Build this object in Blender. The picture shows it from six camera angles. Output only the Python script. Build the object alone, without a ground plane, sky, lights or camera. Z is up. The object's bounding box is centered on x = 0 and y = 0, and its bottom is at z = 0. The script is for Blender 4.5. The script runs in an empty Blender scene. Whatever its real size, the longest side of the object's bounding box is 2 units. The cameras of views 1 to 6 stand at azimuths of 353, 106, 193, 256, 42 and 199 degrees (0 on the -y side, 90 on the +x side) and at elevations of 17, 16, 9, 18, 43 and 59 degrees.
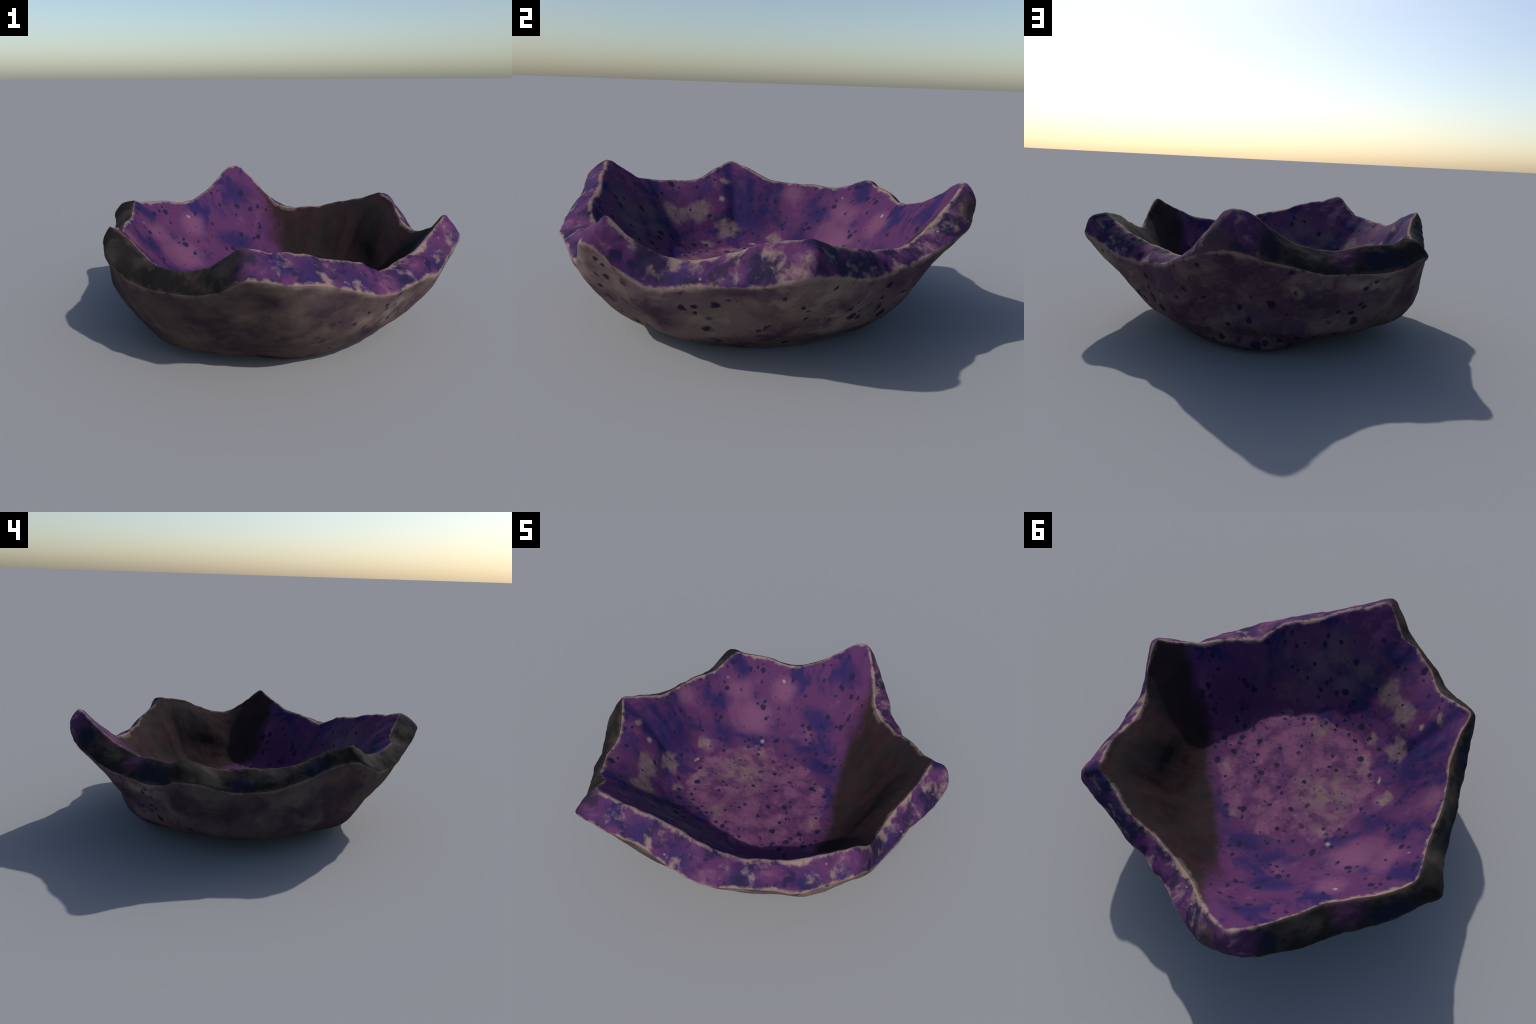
"""Hand-pinched ceramic bowl with a six-pointed rim, thick cut lip and a
speckled purple glaze.  The body is a lofted ring of wall sections: for every
azimuth a section is drawn from the centre of the base, up the outer wall to the
lip (outer edge of the cut rim), over the rim to the crest (inner edge) and down
the basin wall to the floor."""
import bpy, math
import numpy as np
from mathutils import Vector, noise

# ------------------------------------------------------------------ shape ---
# Control rings, as (azimuth in degrees from +x towards +y, radius, height).
# Tips of the six points: 30, 97, 147, 206, 255 and 338 degrees.
WALL = [
    (0, 0.454, 0.511, 0.572, 0.66, 0.743, 0.825),
    (15, 0.463, 0.51, 0.563, 0.645, 0.727, 0.829),
    (30, 0.476, 0.509, 0.562, 0.642, 0.71, 0.824),
    (45, 0.473, 0.51, 0.567, 0.654, 0.715, 0.799),
    (60, 0.48, 0.53, 0.59, 0.677, 0.757, 0.791),
    (75, 0.503, 0.575, 0.63, 0.701, 0.768, 0.819),
    (90, 0.548, 0.647, 0.665, 0.723, 0.752, 0.858),
    (105, 0.594, 0.684, 0.681, 0.741, 0.757, 0.852),
    (120, 0.53, 0.614, 0.667, 0.74, 0.769, 0.846),
    (135, 0.458, 0.521, 0.639, 0.725, 0.782, 0.846),
    (150, 0.422, 0.512, 0.657, 0.749, 0.793, 0.844),
    (165, 0.418, 0.518, 0.651, 0.757, 0.801, 0.836),
    (180, 0.433, 0.535, 0.642, 0.753, 0.804, 0.823),
    (195, 0.455, 0.564, 0.668, 0.753, 0.8, 0.827),
    (210, 0.474, 0.59, 0.706, 0.753, 0.796, 0.844),
    (225, 0.488, 0.594, 0.703, 0.746, 0.787, 0.866),
    (240, 0.498, 0.585, 0.66, 0.724, 0.774, 0.881),
    (255, 0.508, 0.58, 0.633, 0.694, 0.758, 0.868),
    (270, 0.531, 0.579, 0.622, 0.677, 0.748, 0.835),
    (285, 0.519, 0.558, 0.605, 0.68, 0.749, 0.8),
    (300, 0.491, 0.531, 0.575, 0.658, 0.721, 0.777),
    (315, 0.47, 0.523, 0.581, 0.662, 0.715, 0.777),
    (330, 0.457, 0.527, 0.62, 0.679, 0.734, 0.809),
    (345, 0.451, 0.519, 0.609, 0.675, 0.746, 0.823),
]
CREST = [
    (0, 0.731, 0.444), (5, 0.723, 0.454), (10, 0.727, 0.473), (15, 0.748, 0.499),
    (20, 0.771, 0.529), (25, 0.793, 0.549), (30, 0.812, 0.557), (33, 0.829, 0.567),
    (35, 0.813, 0.551), (40, 0.779, 0.523), (45, 0.770, 0.510), (50, 0.756, 0.491),
    (55, 0.733, 0.469), (60, 0.713, 0.453), (65, 0.718, 0.445), (70, 0.716, 0.433),
    (75, 0.732, 0.431), (80, 0.758, 0.447), (85, 0.815, 0.513), (90, 0.877, 0.591),
    (95, 0.937, 0.669), (97, 0.949, 0.679), (100, 0.929, 0.664), (105, 0.882, 0.609),
    (110, 0.837, 0.553), (115, 0.809, 0.521), (120, 0.781, 0.504), (125, 0.783, 0.499),
    (130, 0.796, 0.508), (135, 0.821, 0.525), (140, 0.840, 0.527), (145, 0.854, 0.541),
    (147, 0.861, 0.556), (150, 0.836, 0.549), (155, 0.802, 0.520), (160, 0.778, 0.495),
    (165, 0.768, 0.497), (170, 0.764, 0.503), (175, 0.756, 0.503), (180, 0.752, 0.500),
    (185, 0.749, 0.507), (190, 0.748, 0.515), (195, 0.766, 0.545), (200, 0.795, 0.574),
    (206, 0.856, 0.607), (210, 0.826, 0.586), (215, 0.809, 0.546), (220, 0.803, 0.510),
    (225, 0.820, 0.499), (230, 0.851, 0.501), (235, 0.861, 0.504), (240, 0.882, 0.512),
    (245, 0.861, 0.526), (250, 0.895, 0.590), (255, 0.929, 0.643), (260, 0.864, 0.603),
    (265, 0.824, 0.591), (270, 0.786, 0.574), (275, 0.755, 0.543), (280, 0.738, 0.525),
    (285, 0.737, 0.516), (290, 0.734, 0.498), (295, 0.718, 0.462), (300, 0.696, 0.429),
    (305, 0.705, 0.439), (310, 0.714, 0.449), (315, 0.721, 0.462), (320, 0.736, 0.474),
    (325, 0.742, 0.487), (330, 0.764, 0.522), (335, 0.787, 0.550), (339.5, 0.829, 0.593),
    (345, 0.810, 0.539), (350, 0.784, 0.494), (355, 0.749, 0.456),
]
LIP = [
    (0, 0.816, 0.363), (5, 0.821, 0.379), (10, 0.819, 0.384), (15, 0.849, 0.400),
    (20, 0.878, 0.409), (25, 0.908, 0.425), (31, 0.938, 0.462), (35, 0.905, 0.444),
    (40, 0.872, 0.428), (45, 0.839, 0.403), (50, 0.826, 0.389), (55, 0.820, 0.389),
    (60, 0.794, 0.376), (65, 0.820, 0.393), (70, 0.826, 0.394), (75, 0.847, 0.405),
    (80, 0.890, 0.438), (85, 0.932, 0.461), (90, 0.982, 0.490), (95, 0.990, 0.512),
    (100, 0.985, 0.503), (105, 0.974, 0.477), (110, 0.948, 0.462), (115, 0.924, 0.439),
    (120, 0.900, 0.418), (125, 0.897, 0.418), (130, 0.901, 0.419), (135, 0.908, 0.417),
    (140, 0.922, 0.425), (145, 0.937, 0.439), (148, 0.958, 0.475), (150, 0.977, 0.482),
    (155, 0.921, 0.464), (160, 0.879, 0.427), (165, 0.853, 0.409), (170, 0.840, 0.407),
    (175, 0.836, 0.407), (180, 0.828, 0.417), (185, 0.824, 0.435), (190, 0.828, 0.459),
    (195, 0.837, 0.488), (200, 0.854, 0.517), (205, 0.882, 0.532), (208, 0.902, 0.525),
    (210, 0.914, 0.502), (215, 0.904, 0.466), (220, 0.909, 0.432), (225, 0.901, 0.423),
    (230, 0.921, 0.429), (235, 0.924, 0.433), (240, 0.939, 0.441), (245, 0.961, 0.455),
    (250, 0.996, 0.486), (256, 1.056, 0.555), (260, 1.000, 0.536), (265, 0.950, 0.501),
    (270, 0.902, 0.487), (275, 0.877, 0.471), (280, 0.881, 0.449), (285, 0.872, 0.423),
    (290, 0.873, 0.397), (295, 0.870, 0.390), (300, 0.863, 0.392), (305, 0.835, 0.390),
    (310, 0.834, 0.389), (315, 0.836, 0.392), (320, 0.848, 0.376), (325, 0.840, 0.370),
    (330, 0.865, 0.435), (336, 0.912, 0.505), (340, 0.900, 0.488), (345, 0.862, 0.413),
    (350, 0.828, 0.359), (355, 0.812, 0.347),
]
# ridges running down the outer wall under the points, and hollows between them:
# (azimuth, width, change of radius at wall levels 3, 4 and 5)
RIDGES = [
    (112, 13, .018, .018, .012), (147, 10, .018, .025, .055), (198, 8, .0, -.010, -.015), (213, 9, .0, .010, .020),
    (263, 13, .050, .055, .040), (335, 8, .015, .030, .030),
    (0, 13, -.015, -.040, -.055), (14, 8, -.010, -.030, -.045), (31, 5, .010, .025, .025), (60, 10, -.010, -.030, -.030), (171, 8, .0, .0, -.020), (156, 6, .0, -.020, -.010),
]
WALL_LEVELS = (0.0, 0.08, 0.18, 0.32, 0.5, 0.75)     # share of the lip height

# basin wall: height share (floor to crest) reached at five radius shares
BASIN_SHARES = (0.85, 0.65, 0.45, 0.25, 0.10)
BASIN = [
    (0, .82, .54, .24, .08, .04), (14, .87, .62, .24, .04, .01), (28, .90, .66, .26, .04, .00), (42, .86, .56, .20, .04, .00),
    (54, .80, .44, .17, .04, .01), (72, .80, .43, .20, .07, .03), (94, .82, .50, .24, .09, .04), (110, .81, .50, .30, .13, .06),
    (140, .84, .61, .36, .17, .09), (168, .80, .54, .33, .18, .10), (184, .77, .51, .30, .16, .09), (198, .82, .53, .25, .11, .07),
    (206, .90, .60, .26, .10, .06), (214, .84, .54, .23, .09, .06), (222, .80, .50, .22, .09, .06), (240, .86, .62, .38, .20, .11),
    (254, .88, .64, .41, .21, .12), (270, .85, .63, .41, .20, .10), (290, .83, .57, .33, .12, .06), (318, .81, .52, .22, .05, .02),
    (340, .80, .50, .20, .04, .00),
]
# height of the floor at radius 0.34, by azimuth: a gentle tilt
FLOOR = [(0, .112), (35, .110), (90, .130), (135, .136), (180, .154), (225, .170), (245, .188), (270, .182), (300, .145), (335, .112)]
FLOOR_MID = 0.136
NA = 900                       # sections round the bowl


def periodic(az, knots, values, soft):
    """Periodic interpolation of ring values, softened by `soft` degrees."""
    k = np.concatenate([knots, [knots[0] + 360.0]])
    v = np.concatenate([values, [values[0]]])
    y = np.interp(az % 360.0, k, v)
    if soft > 0:
        step = 360.0 / len(az)
        n = int(3 * soft / step) + 1
        w = np.exp(-0.5 * (np.arange(-n, n + 1) * step / soft) ** 2)
        w /= w.sum()
        y = sum(wi * np.roll(y, s) for wi, s in zip(w, range(-n, n + 1)))
    return y


def catmull(pts, per):
    """Centripetal-like smooth curve through section points (arrays N x 2 per azimuth)."""
    out = []
    n = len(pts)
    for i in range(n - 1):
        p0 = pts[max(i - 1, 0)]; p1 = pts[i]; p2 = pts[i + 1]; p3 = pts[min(i + 2, n - 1)]
        d1 = np.linalg.norm(p2 - p1, axis=1, keepdims=True) + 1e-6
        d0 = np.linalg.norm(p1 - p0, axis=1, keepdims=True) + 1e-6
        d2 = np.linalg.norm(p3 - p2, axis=1, keepdims=True) + 1e-6
        m1 = (p2 - p1) / d1 if i == 0 else ((p1 - p0) / d0 * d1 + (p2 - p1) / d1 * d0) / (d0 + d1)
        m2 = (p2 - p1) / d1 if i == n - 2 else ((p2 - p1) / d1 * d2 + (p3 - p2) / d2 * d1) / (d1 + d2)
        for k in range(per):
            t = k / per
            h00 = 2*t**3 - 3*t**2 + 1; h10 = t**3 - 2*t**2 + t
            h01 = -2*t**3 + 3*t**2; h11 = t**3 - t**2
            out.append(h00 * p1 + h10 * d1 * m1 + h01 * p2 + h11 * d1 * m2)
    out.append(pts[-1])
    return out


def build_sections():
    az = np.arange(NA) * 360.0 / NA
    W = np.array(WALL); C = np.array(CREST); L = np.array(LIP)
    cr = periodic(az, C[:, 0], C[:, 1], 0.8); cz = periodic(az, C[:, 0], C[:, 2], 0.8)
    lr = periodic(az, L[:, 0], L[:, 1], 1.2); lz = periodic(az, L[:, 0], L[:, 2], 1.2)
    P = lambda r, z: np.stack([r, z], -1)
    one = np.ones(NA)
    outer = [P(0 * one, 0.012 * one), P(0.22 * one, 0.010 * one)]
    for j, u in enumerate(WALL_LEVELS):
        r = periodic(az, W[:, 0], W[:, j + 1], 6.0)
        if j >= 2:
            for ridge in RIDGES:
                r = r + (ridge[j - 1] if j >= 3 else 0.6 * ridge[2]) * np.exp(-(((az - ridge[0] + 180) % 360 - 180) / ridge[1]) ** 2)
        lift = 0.018 * max(0.0, 1 - u / 0.2) * np.exp(-(((az - 185 + 180) % 360 - 180) / 50.0) ** 2)
        outer.append(P(r, u * lz + lift))          # the foot does not quite reach the ground at one side
    outer.append(P(lr, lz))
    # rim face, very slightly bulged outwards
    mid = P(0.5 * (lr + cr), 0.5 * (lz + cz))
    d = P(cr - lr, cz - lz); nrm = np.stack([d[:, 1], -d[:, 0]], -1)
    nrm /= np.linalg.norm(nrm, axis=1, keepdims=True)
    bulge = 0.008 + sum(h * np.exp(-((az - a) / w) ** 2) for a, w, h in ((96, 8, .024), (33, 8, .008), (32, 3.5, .018), (149, 7, .014)))
    rim = [P(lr, lz), mid + bulge[:, None] * nrm, P(cr, cz)]
    # basin
    B = np.array(BASIN); F = np.array(FLOOR)
    fr = 0.36; fz = periodic(az, F[:, 0], F[:, 1], 14.0)
    inner = [P(cr, cz)]
    for k, a in enumerate(BASIN_SHARES):
        b = periodic(az, B[:, 0], B[:, k + 1], 9.0)
        inner.append(P(fr + (cr - fr) * a, 0.122 + (cz - 0.122) * b + (fz - 0.122) * max(0.0, 0.4 - a)))
    inner += [P(0.32 * one, fz), P(0.17 * one, 0.55 * fz + 0.45 * FLOOR_MID), P(0 * one, FLOOR_MID * one)]
    so = catmull(outer, 11); sr = catmull(rim, 14); si = catmull(inner, 12)
    sec = so[:-1] + sr[:-1] + si
    i_lip = len(so) - 1; i_crest = i_lip + len(sr) - 1
    S = np.array(sec)                                   # section x azimuth x 2
    # round off lip and crest
    for it in range(5):
        for c, w in ((i_lip, 3), (i_crest, 2)):
            T = S.copy()
            for k in range(c - w, c + w + 1):
                T[k] = 0.25 * S[k - 1] + 0.5 * S[k] + 0.25 * S[k + 1]
            S = T
    return az, S, i_lip, i_crest


def main():
    az, S, i_lip, i_crest = build_sections()
    ns = len(S)
    ca = np.cos(np.radians(az)); sa = np.sin(np.radians(az))
    X = S[:, :, 0] * ca; Y = S[:, :, 0] * sa; Z = S[:, :, 1]
    co = np.stack([X, Y, Z], -1)                        # ns x NA x 3
    # surface normals for relief
    du = np.roll(co, -1, 1) - np.roll(co, 1, 1)
    dv = np.gradient(co, axis=0)
    n = np.cross(du, dv); n /= np.linalg.norm(n, axis=2, keepdims=True) + 1e-9
    amp = np.zeros((ns, NA))
    for i in range(1, ns - 1):
        on_rim = i_lip - 4 <= i <= i_crest + 3
        for j in range(NA):
            p = Vector(co[i, j])
            v = 0.006 * noise.noise(p * 7.0) + 0.003 * noise.noise(p * 17.0 + Vector((3, 1, 7)))
            if on_rim:
                v += 0.0035 * noise.noise(p * 22.0 + Vector((9, 2, 4))) + 0.0012 * noise.noise(p * 60.0)
            else:
                v += 0.0010 * noise.noise(p * 50.0)
            amp[i, j] = v
    fade = np.clip((ns - 1 - np.arange(ns)) / 14.0, 0, 1)[:, None] * np.clip(np.arange(ns) / 14.0, 0, 1)[:, None]
    co += n * (amp * fade)[:, :, None]
    co[:, :, 2] = np.maximum(co[:, :, 2], 0.0)               # stands flat on the ground

    arc = np.concatenate([[0], np.cumsum(np.linalg.norm(np.diff(co, axis=0), axis=2).mean(1))])
    seg = np.linalg.norm(np.diff(co, axis=0), axis=2)
    run = np.concatenate([np.zeros((1, NA)), np.cumsum(seg, 0)])
    d_lip = run - run[i_lip]; d_crest = run - run[i_crest]

    verts = [tuple(co[0, 0])] + [tuple(co[i, j]) for i in range(1, ns - 1) for j in range(NA)] + [tuple(co[-1, 0])]
    vid = lambda i, j: 0 if i == 0 else (len(verts) - 1 if i == ns - 1 else 1 + (i - 1) * NA + j % NA)
    regions = {"base": (0, 22), "outer_wall": (22, i_lip), "rim": (i_lip, i_crest), "basin": (i_crest, ns - 1)}
    faces, tag = [], []
    for name, (a, b) in regions.items():
        for i in range(a, b):
            for j in range(NA):
                q = [vid(i, j), vid(i, j + 1), vid(i + 1, j + 1), vid(i + 1, j)]
                q = [v for k, v in enumerate(q) if v != q[k - 1]]
                faces.append(q); tag.append(name)
    whole = bpy.data.meshes.new("whole"); whole.from_pydata(verts, [], faces); whole.update()
    vn = np.empty(len(verts) * 3, 'f'); whole.vertices.foreach_get("normal", vn); vn = vn.reshape(-1, 3)
    bpy.data.meshes.remove(whole)

    root = bpy.data.objects.new("ceramic_bowl", None)
    bpy.context.scene.collection.objects.link(root)
    root["label"] = "pinched bowl with six points, speckled purple glaze"
    root["category"] = "ceramic bowl"
    flat = lambda A: np.concatenate([[A[0, 0]], A[1:-1].ravel(), [A[-1, 0]]])
    dl, dc = flat(d_lip), flat(d_crest)
    mats = make_materials()
    for name in regions:
        fs = [f for f, t in zip(faces, tag) if t == name]
        used = sorted({v for f in fs for v in f}); remap = {v: k for k, v in enumerate(used)}
        me = bpy.data.meshes.new(name)
        me.from_pydata([verts[v] for v in used], [], [[remap[v] for v in f] for f in fs])
        me.polygons.foreach_set("use_smooth", [True] * len(me.polygons))
        for nm, arr in (("lip_distance", dl), ("crest_distance", dc)):
            at = me.attributes.new(nm, 'FLOAT', 'POINT'); at.data.foreach_set("value", arr[used].astype('f'))
        me.update()
        me.normals_split_custom_set_from_vertices([tuple(vn[v]) for v in used])
        me.materials.append(mats[name])
        ob = bpy.data.objects.new(name, me); ob.parent = root
        bpy.context.scene.collection.objects.link(ob)


# -------------------------------------------------------------- materials ---
MAUVE = (.145, .056, .115); PURPLE = (.074, .025, .080); PLUM = (.052, .022, .050)
INDIGO = (.023, .015, .072); NAVY = (.012, .013, .033); TAN = (.225, .158, .135); PALE = (.30, .24, .23)
BROWN = (.020, .0150, .0160); CHARCOAL = (.013, .0115, .0115); ASH = (.030, .027, .025)
TAUPE = (.150, .104, .098); CLAY = (.200, .158, .130)


class Net:
    """Small helper that wires shader nodes."""
    def __init__(self, name):
        self.mat = bpy.data.materials.new(name); self.mat.use_nodes = True
        self.t = self.mat.node_tree; self.bsdf = self.t.nodes["Principled BSDF"]
        tc = self.t.nodes.new("ShaderNodeTexCoord"); self.pos = tc.outputs["Object"]

    def node(self, kind, **props):
        n = self.t.nodes.new(kind)
        for k, v in props.items(): setattr(n, k, v)
        return n

    def put(self, socket, value):
        if isinstance(value, bpy.types.NodeSocket): self.t.links.new(value, socket)
        elif isinstance(value, tuple) and len(value) == 3 and socket.type == 'RGBA': socket.default_value = (*value, 1)
        else: socket.default_value = value

    def math(self, op, a, b=0.0, clamp=False):
        n = self.node("ShaderNodeMath", operation=op, use_clamp=clamp)
        self.put(n.inputs[0], a); self.put(n.inputs[1], b); return n.outputs[0]

    def vec(self, op, a, b=(0, 0, 0), out=0):
        n = self.node("ShaderNodeVectorMath", operation=op); self.put(n.inputs[0], a)
        if op == 'SCALE': self.put(n.inputs["Scale"], b)
        else: self.put(n.inputs[1], b)
        return n.outputs[out]

    def noise(self, scale, detail=3.0, rough=0.55, vector=None, distort=0.0, color=False):
        n = self.node("ShaderNodeTexNoise"); self.put(n.inputs["Vector"], vector or self.pos)
        n.inputs["Scale"].default_value = scale; n.inputs["Detail"].default_value = detail
        n.inputs["Roughness"].default_value = rough; n.inputs["Distortion"].default_value = distort
        return n.outputs["Color" if color else "Fac"]

    def step(self, v, lo, hi, to0=0.0, to1=1.0):
        n = self.node("ShaderNodeMapRange", interpolation_type='SMOOTHSTEP'); self.put(n.inputs["Value"], v)
        n.inputs["From Min"].default_value = lo; n.inputs["From Max"].default_value = hi
        n.inputs["To Min"].default_value = to0; n.inputs["To Max"].default_value = to1; return n.outputs[0]

    def mix(self, fac, a, b):
        n = self.node("ShaderNodeMix", data_type='RGBA'); self.put(n.inputs["Factor"], fac)
        self.put(n.inputs[6], a); self.put(n.inputs[7], b); return n.outputs[2]

    def warp(self, amount, scale, seed=0.0):
        v = self.vec('ADD', self.pos, (seed, seed * 1.7, -seed))
        c = self.noise(scale, 3.0, vector=v, color=True)
        return self.vec('ADD', self.pos, self.vec('SCALE', self.vec('SUBTRACT', c, (.5, .5, .5)), amount))

    def blob(self, p, centre, radii, soft=0.5):
        d = self.vec('LENGTH', self.vec('MULTIPLY', self.vec('SUBTRACT', p, centre), tuple(1 / r for r in radii)), out=1)
        return self.step(d, 1.0 - soft, 1.0 + 0.4 * soft, 1.0, 0.0)

    def blobs(self, p, items, soft=0.5):
        m = None
        for centre, radii in items:
            b = self.blob(p, centre, radii if isinstance(radii, tuple) else (radii,) * 3, soft)
            m = b if m is None else self.math('MAXIMUM', m, b)
        return m

    def azimuth(self, p):
        s = self.node("ShaderNodeSeparateXYZ"); self.put(s.inputs[0], p)
        return self.math('MULTIPLY', self.math('ARCTAN2', s.outputs[1], s.outputs[0]), 180 / math.pi)

    def near_azimuth(self, az, centre, half, soft):
        """1 inside centre +- half degrees, fading over soft degrees."""
        d = self.math('WRAP', self.math('SUBTRACT', az, centre), 180.0)
        d.node.inputs[2].default_value = -180.0
        return self.step(self.math('ABSOLUTE', d), half - soft, half + soft, 1.0, 0.0)

    def speckles(self, scale, keep, size, vector=None, soft=0.25):
        """Round glaze spots: Voronoi cells, a share `keep` of them filled, sizes varied."""
        v = self.node("ShaderNodeTexVoronoi"); self.put(v.inputs["Vector"], vector or self.pos)
        v.inputs["Scale"].default_value = scale; v.inputs["Randomness"].default_value = 1.0
        s = self.node("ShaderNodeSeparateColor"); self.put(s.inputs[0], v.outputs["Color"])
        rad = self.math('MULTIPLY_ADD', s.outputs[1], size * 0.75); rad.node.inputs[2].default_value = size * 0.45
        rad = self.math('MULTIPLY', rad, self.step(s.outputs[0], keep, keep - 0.02))
        d = self.math('DIVIDE', v.outputs["Distance"], self.math('ADD', rad, 0.0001))
        return self.step(d, 1.0 - soft, 1.0 + soft, 1.0, 0.0)

    def attr(self, name):
        n = self.node("ShaderNodeAttribute", attribute_type='GEOMETRY', attribute_name=name); return n.outputs["Fac"]

    def edge(self, dist, width, noise_scale=26.0):
        """Broken line of bare, tan clay where the glaze breaks over an edge."""
        n = self.math('ADD', self.noise(noise_scale, 4.0, .65), self.math('MULTIPLY', self.noise(6.0, 2.0), 0.8))
        d = self.math('SUBTRACT', self.math('ABSOLUTE', dist), self.math('MULTIPLY', self.math('SUBTRACT', n, 0.93), width * 3.0))
        return self.step(d, 0.0, width, 1.0, 0.0)

    def finish(self, color, rough=0.75, bump=0.18, bump_scale=90.0):
        self.put(self.bsdf.inputs["Base Color"], color)
        self.bsdf.inputs["Roughness"].default_value = rough
        self.bsdf.inputs["Specular IOR Level"].default_value = 0.05
        b = self.node("ShaderNodeBump"); b.inputs["Strength"].default_value = bump; b.inputs["Distance"].default_value = 0.004
        self.put(b.inputs["Height"], self.noise(bump_scale, 4.0)); self.put(self.bsdf.inputs["Normal"], b.outputs[0])
        return self.mat


def basin_glaze():
    k = Net("basin_glaze")
    p = k.warp(0.10, 7.0); fine = k.warp(0.035, 22.0, 3.0); torn = k.warp(0.11, 13.0, 3.0)
    # streaks run down the wall: stretch the pattern along z
    streak = k.vec('MULTIPLY', p, (1.0, 1.0, 0.55))
    n1 = k.noise(5.5, 4.0, 0.6, streak, 0.4)
    col = k.mix(k.step(n1, .35, .49), INDIGO, PURPLE)
    col = k.mix(k.math('MULTIPLY', k.step(n1, .55, .72), .6), col, MAUVE)
    n2 = k.noise(14.0, 3.0, 0.55, streak)
    col = k.mix(k.math('MULTIPLY', k.step(n2, .58, .70), .6), col, INDIGO)
    pink = k.blobs(p, [((-.46, .33, .25), (.16, .12, .14)), ((-.58, .35, .38), (.10, .09, .10)), ((-.72, .02, .44), .08), ((-.40, .55, .36), .09)], .7)
    col = k.mix(k.math('MULTIPLY', pink, .85), col, MAUVE)
    blue = k.blobs(p, [((-.57, -.20, .31), (.10, .13, .12)), ((-.49, .10, .21), (.10, .10, .09)), ((-.63, -.33, .44), (.07, .10, .07)),
                       ((-.46, -.62, .45), (.07, .06, .06)), ((-.57, -.49, .46), .07), ((.08, .37, .14), (.16, .07, .06)), ((-.12, .44, .17), (.18, .07, .07)),
                       ((-.62, .20, .35), (.08, .08, .10)), ((-.65, .45, .48), .05), ((-.11, .80, .52), (.10, .09, .08)), ((-.15, .58, .26), (.12, .07, .08))], .7)
    col = k.mix(k.math('MULTIPLY', blue, k.step(n1, .70, .45, .35, .95)), col, INDIGO)
    # floor disc of paler, pinker glaze with a sharp, wavy border
    floor = k.blob(torn, (-.05, -.06, .14), (.41, .39, .12), .06)
    mott = k.noise(11.0, 4.0, 0.6, fine)
    fcol = k.mix(k.step(mott, .36, .62), PURPLE, MAUVE)
    fcol = k.mix(k.math('MULTIPLY', k.step(k.noise(34.0, 4.0, 0.7), .52, .74), .3), fcol, TAN)
    ftan = k.blobs(p, [((-.23, .0, .14), (.17, .16, .2)), ((-.33, .20, .15), (.12, .07, .1)), ((.21, .26, .12), (.09, .05, .1)), ((.33, .0, .11), (.05, .08, .1)), ((-.08, -.33, .17), .06), ((-.38, -.2, .17), .07)], .8)
    fcol = k.mix(k.math('MULTIPLY', ftan, k.step(k.noise(18.0, 4.0, .65), .35, .65, 0, .85)), fcol, (.175, .115, .112))
    col = k.mix(floor, col, fcol)
    # bare, greyish-tan patches on the wall
    tan = k.blobs(torn, [((-.49, -.46, .34), (.085, .07, .07)), ((-.50, -.30, .25), (.06, .075, .07)), ((-.37, -.58, .34), (.05, .07, .09)), ((-.42, -.52, .34), (.05, .06, .06)),
                         ((-.51, -.02, .23), (.055, .04, .05)), ((-.64, -.36, .50), (.03, .05, .02)), ((-.36, -.36, .20), .05)], .45)
    col = k.mix(k.math('MULTIPLY', tan, k.step(k.noise(40.0, 3.0), .30, .62, .45, .9)), col, (.165, .112, .112))
    hazy = k.math('MULTIPLY', k.blobs(p, [((-.08, -.62, .38), (.34, .16, .20)), ((.1, -.55, .25), (.28, .14, .14))], .8), k.step(k.noise(9.0, 4.0, .6), .40, .64, .25, 1.0))
    col = k.mix(k.math('MULTIPLY', hazy, .75), col, (.115, .078, .088))
    # speckles, densest on the floor and on the wall towards the -y side
    stretched = k.vec('MULTIPLY', k.warp(.028, 36.0, 5.0), (1.0, 1.0, .70))
    s1 = k.speckles(17.0, .52, .27, stretched); s2 = k.speckles(28.0, .40, .27, k.vec('ADD', stretched, (3.1, 1.7, .4)))
    clump = k.step(k.noise(4.5, 2.0), .34, .46)
    spots = k.math('MULTIPLY', k.math('MAXIMUM', s1, s2), clump)
    col = k.mix(k.math('MULTIPLY', spots, .95), col, NAVY)
    # dark brown side, soft border
    s = k.vec('DOT_PRODUCT', k.warp(.12, 9.0, 8.0), (.885, .466, 0), out=1)
    sep = k.node("ShaderNodeSeparateXYZ"); k.put(sep.inputs[0], k.pos)
    s = k.math('SUBTRACT', s, k.math('MULTIPLY', k.math('SUBTRACT', sep.outputs[2], .15), .15))
    brown = k.step(s, .325, .40)
    bcol = k.mix(k.step(k.noise(7.0, 3.0), .40, .65), BROWN, (.030, .015, .017)); bcol = k.mix(k.math('MULTIPLY', k.step(k.noise(6.0, 2.0, vector=streak), .50, .70), .6), bcol, CHARCOAL)
    col = k.mix(brown, col, bcol)
    # worn, tan crest and a few chips of bare white body
    line = k.edge(k.attr("crest_distance"), .020)
    col = k.mix(k.math('MULTIPLY', line, k.step(brown, 0, 1, .9, .35)), col, TAN)
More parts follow.
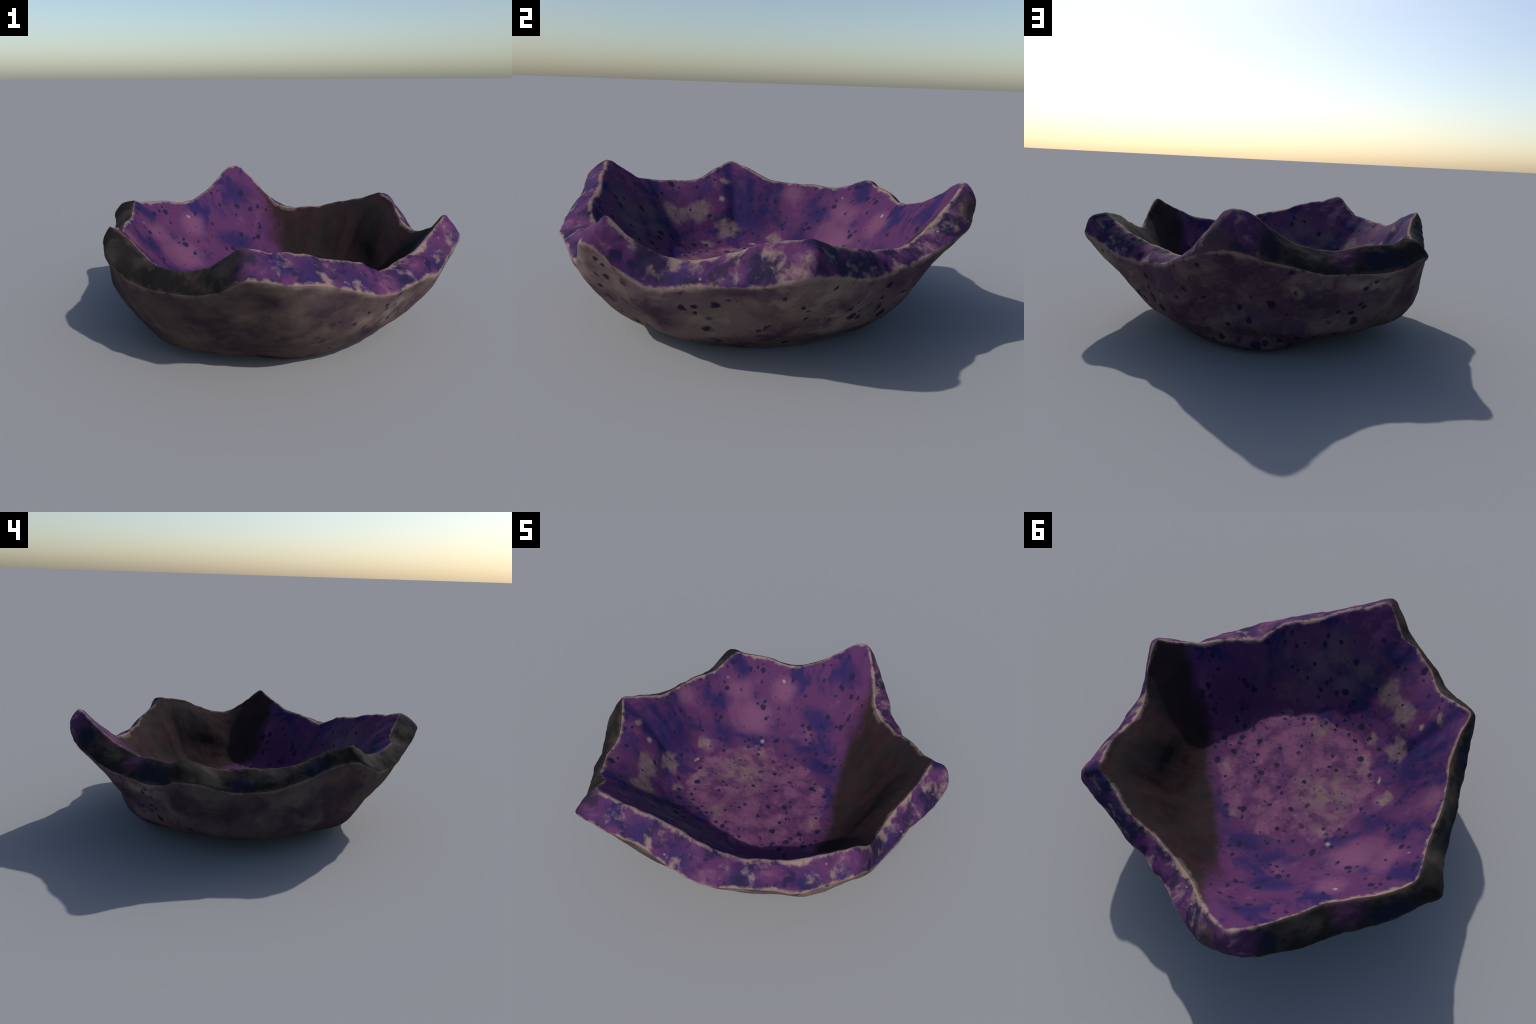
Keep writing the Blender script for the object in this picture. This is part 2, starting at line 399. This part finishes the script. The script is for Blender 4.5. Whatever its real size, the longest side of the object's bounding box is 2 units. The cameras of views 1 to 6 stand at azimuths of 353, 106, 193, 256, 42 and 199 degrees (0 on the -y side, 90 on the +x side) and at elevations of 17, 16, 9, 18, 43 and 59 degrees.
    chips = k.blobs(k.warp(.018, 45.0, 1.0), [((-.322, .278, .165), .016), ((-.425, .568, .42), (.011, .011, .016)), ((-.675, .325, .446), .012), ((-.585, -.365, .40), (.02, .02, .02)), ((-.03, .71, .335), .014), ((-.02, -.25, .15), .012), ((-.458, -.131, .194), (.010, .028, .014)), ((-.367, -.35, .175), .010)], .6)
    col = k.mix(k.math('MULTIPLY', chips, .65), col, PALE)
    return k.finish(col)


def rim_glaze():
    k = Net("rim_glaze")
    p = k.warp(0.07, 10.0, 2.0); az = k.azimuth(k.warp(.06, 12.0, 6.0))
    n1 = k.noise(8.5, 4.0, .58, p, .3)
    col = k.mix(k.step(n1, .38, .54), (.017, .012, .045), PURPLE)
    col = k.mix(k.math('MULTIPLY', k.step(n1, .54, .70), .6), col, MAUVE)
    blue = k.blobs(p, [((-.13, -.90, .57), .07), ((.02, -.86, .52), .09), ((.20, -.81, .46), .10), ((.46, -.66, .40), .09), ((.67, -.46, .42), .07), ((.79, -.38, .49), .06), ((.79, .0, .41), (.1, .13, .07)), ((.82, -.14, .40), .08), ((.80, .22, .38), .06)], .8)
    col = k.mix(k.math('MULTIPLY', blue, .8), col, INDIGO)
    navy = k.blobs(p, [((.57, .58, .45), (.11, .11, .08)), ((.66, .50, .50), .06), ((.67, -.46, .40), .04)], .8)
    col = k.mix(k.math('MULTIPLY', navy, .85), col, (.016, .016, .05))
    n3 = k.noise(11.0, 3.0, .55, k.warp(.05, 14.0, 11.0))
    col = k.mix(k.math('MULTIPLY', k.step(n3, .54, .64), .8), col, (.018, .015, .036))
    n2 = k.noise(13.0, 4.0, .6, p)
    col = k.mix(k.math('MULTIPLY', k.step(n2, .53, .72), .85), col, (.205, .138, .130))
    # dark stretch of the rim with ash-grey and blue-black patches
    dark = k.near_azimuth(az, 179.0, 76.0, 3.0)
    dcol = k.mix(k.step(k.noise(8.0, 3.0, vector=p), .45, .62), CHARCOAL, (.032, .024, .024))
    ash = k.blobs(p, [((-.79, .32, .47), (.07, .07, .07)), ((-.78, .03, .48), (.06, .10, .04)), ((-.78, -.48, .47), (.09, .07, .09)), ((-.30, -.89, .57), (.06, .06, .09)), ((-.40, .78, .50), .06)], .5)
    dcol = k.mix(ash, dcol, ASH)
    black = k.blobs(p, [((-.81, .19, .43), (.05, .07, .05)), ((-.24, .90, .56), (.07, .05, .08)), ((-.68, .60, .46), (.13, .11, .06)), ((-.80, -.20, .50), (.06, .10, .05)), ((-.12, .96, .57), .05)], .5)
    dcol = k.mix(black, dcol, (.010, .011, .024))
    col = k.mix(k.math('MULTIPLY', k.blobs(p, [((-.03, .97, .55), (.10, .07, .11))], .8), .75), col, (.060, .043, .040))
    dcol = k.mix(k.math('MULTIPLY', k.blobs(p, [((-.50, .66, .48), .09), ((-.1, .93, .64), .06)], .7), .9), dcol, PLUM)
    col = k.mix(dark, col, dcol)
    lines = k.math('MAXIMUM', k.edge(k.attr("crest_distance"), .026), k.edge(k.attr("lip_distance"), .016))
    col = k.mix(k.math('MULTIPLY', lines, k.step(dark, 0, 1, .9, .5)), col, k.mix(dark, TAN, (.07, .05, .04)))
    glint = k.speckles(34.0, .07, .18)
    col = k.mix(k.math('MULTIPLY', glint, k.step(dark, 0, 1, .5, 0)), col, PALE)
    return k.finish(col, bump=.28, bump_scale=60.0)


def wall_glaze(name):
    k = Net(name)
    p = k.warp(0.10, 7.0, 4.0); az = k.azimuth(p)
    n1 = k.noise(5.0, 4.0, .6, p)
    col = k.mix(k.step(n1, .38, .60), (.100, .060, .075), TAUPE)
    col = k.mix(k.math('MULTIPLY', k.step(k.noise(7.0, 4.0, .62, p, .4), .53, .68), .8), col, CLAY)
    plum = k.blobs(p, [((.36, .71, .35), (.12, .10, .13)), ((-.13, .91, .44), (.12, .1, .14)), ((-.26, .72, .2), .15), ((-.27, -.93, .46), (.12, .1, .06)), ((.10, -.84, .39), (.15, .1, .06)), ((.17, -.77, .29), .09), ((-.45, -.70, .40), .12), ((.80, .27, .37), (.06, .14, .04)), ((-.75, .30, .25), .12)], .8)
    col = k.mix(k.math('MULTIPLY', plum, .75), col, PLUM)
    plum_side = k.math('MULTIPLY', k.near_azimuth(az, 102.0, 34.0, 12.0), k.step(k.noise(6.0, 3.0, .6, p), .38, .56, .25, .85))
    col = k.mix(plum_side, col, (.062, .030, .058))
    col = k.mix(k.math('MULTIPLY', k.step(n1, .44, .34), .7), col, (.040, .026, .044))
    tan = k.blobs(p, [((.69, .47, .34), (.13, .13, .12)), ((-.15, .97, .48), (.14, .08, .05)), ((-.36, .80, .37), (.04, .05, .10)), ((-.63, .64, .37), (.14, .12, .04)), ((.42, -.66, .29), (.08, .08, .16)), ((-.16, -.85, .36), (.16, .08, .06))], .8)
    col = k.mix(k.math('MULTIPLY', tan, k.step(k.noise(10.0, 3.0), .35, .6)), col, CLAY)
    col = k.mix(k.math('MULTIPLY', k.step(k.noise(45.0, 4.0, .7), .52, .75), .35), col, CLAY)
    # -x side in a darker, blurrier brown, spots faded
    dark_side = k.near_azimuth(az, 213.0, 68.0, 16.0)
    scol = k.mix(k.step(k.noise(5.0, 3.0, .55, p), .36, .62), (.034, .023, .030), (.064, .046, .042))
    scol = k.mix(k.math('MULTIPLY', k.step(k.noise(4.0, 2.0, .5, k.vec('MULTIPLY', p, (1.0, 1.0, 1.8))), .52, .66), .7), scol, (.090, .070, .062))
    col = k.mix(k.math('MULTIPLY', dark_side, .85), col, scol)
    stretched = k.vec('MULTIPLY', k.warp(.03, 36.0, 5.0), (1.0, 1.0, .85))
    s1 = k.speckles(12.0, .58, .27, stretched); s2 = k.speckles(20.0, .48, .28, k.vec('ADD', stretched, (1.3, 2.1, .7)))
    spots = k.math('MULTIPLY', k.math('MAXIMUM', s1, s2), k.step(k.noise(5.0, 2.0), .42, .52))
    col = k.mix(k.math('MULTIPLY', spots, k.step(dark_side, 0, 1, .93, .25)), col, NAVY)
    col = k.mix(k.math('MULTIPLY', k.edge(k.attr("lip_distance"), .018), k.step(dark_side, 0, 1, .75, .35)), col, TAN)
    return k.finish(col, rough=.85, bump=.35, bump_scale=70.0)


def make_materials():
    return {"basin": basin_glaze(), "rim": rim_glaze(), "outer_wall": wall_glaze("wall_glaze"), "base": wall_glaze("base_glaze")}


main()
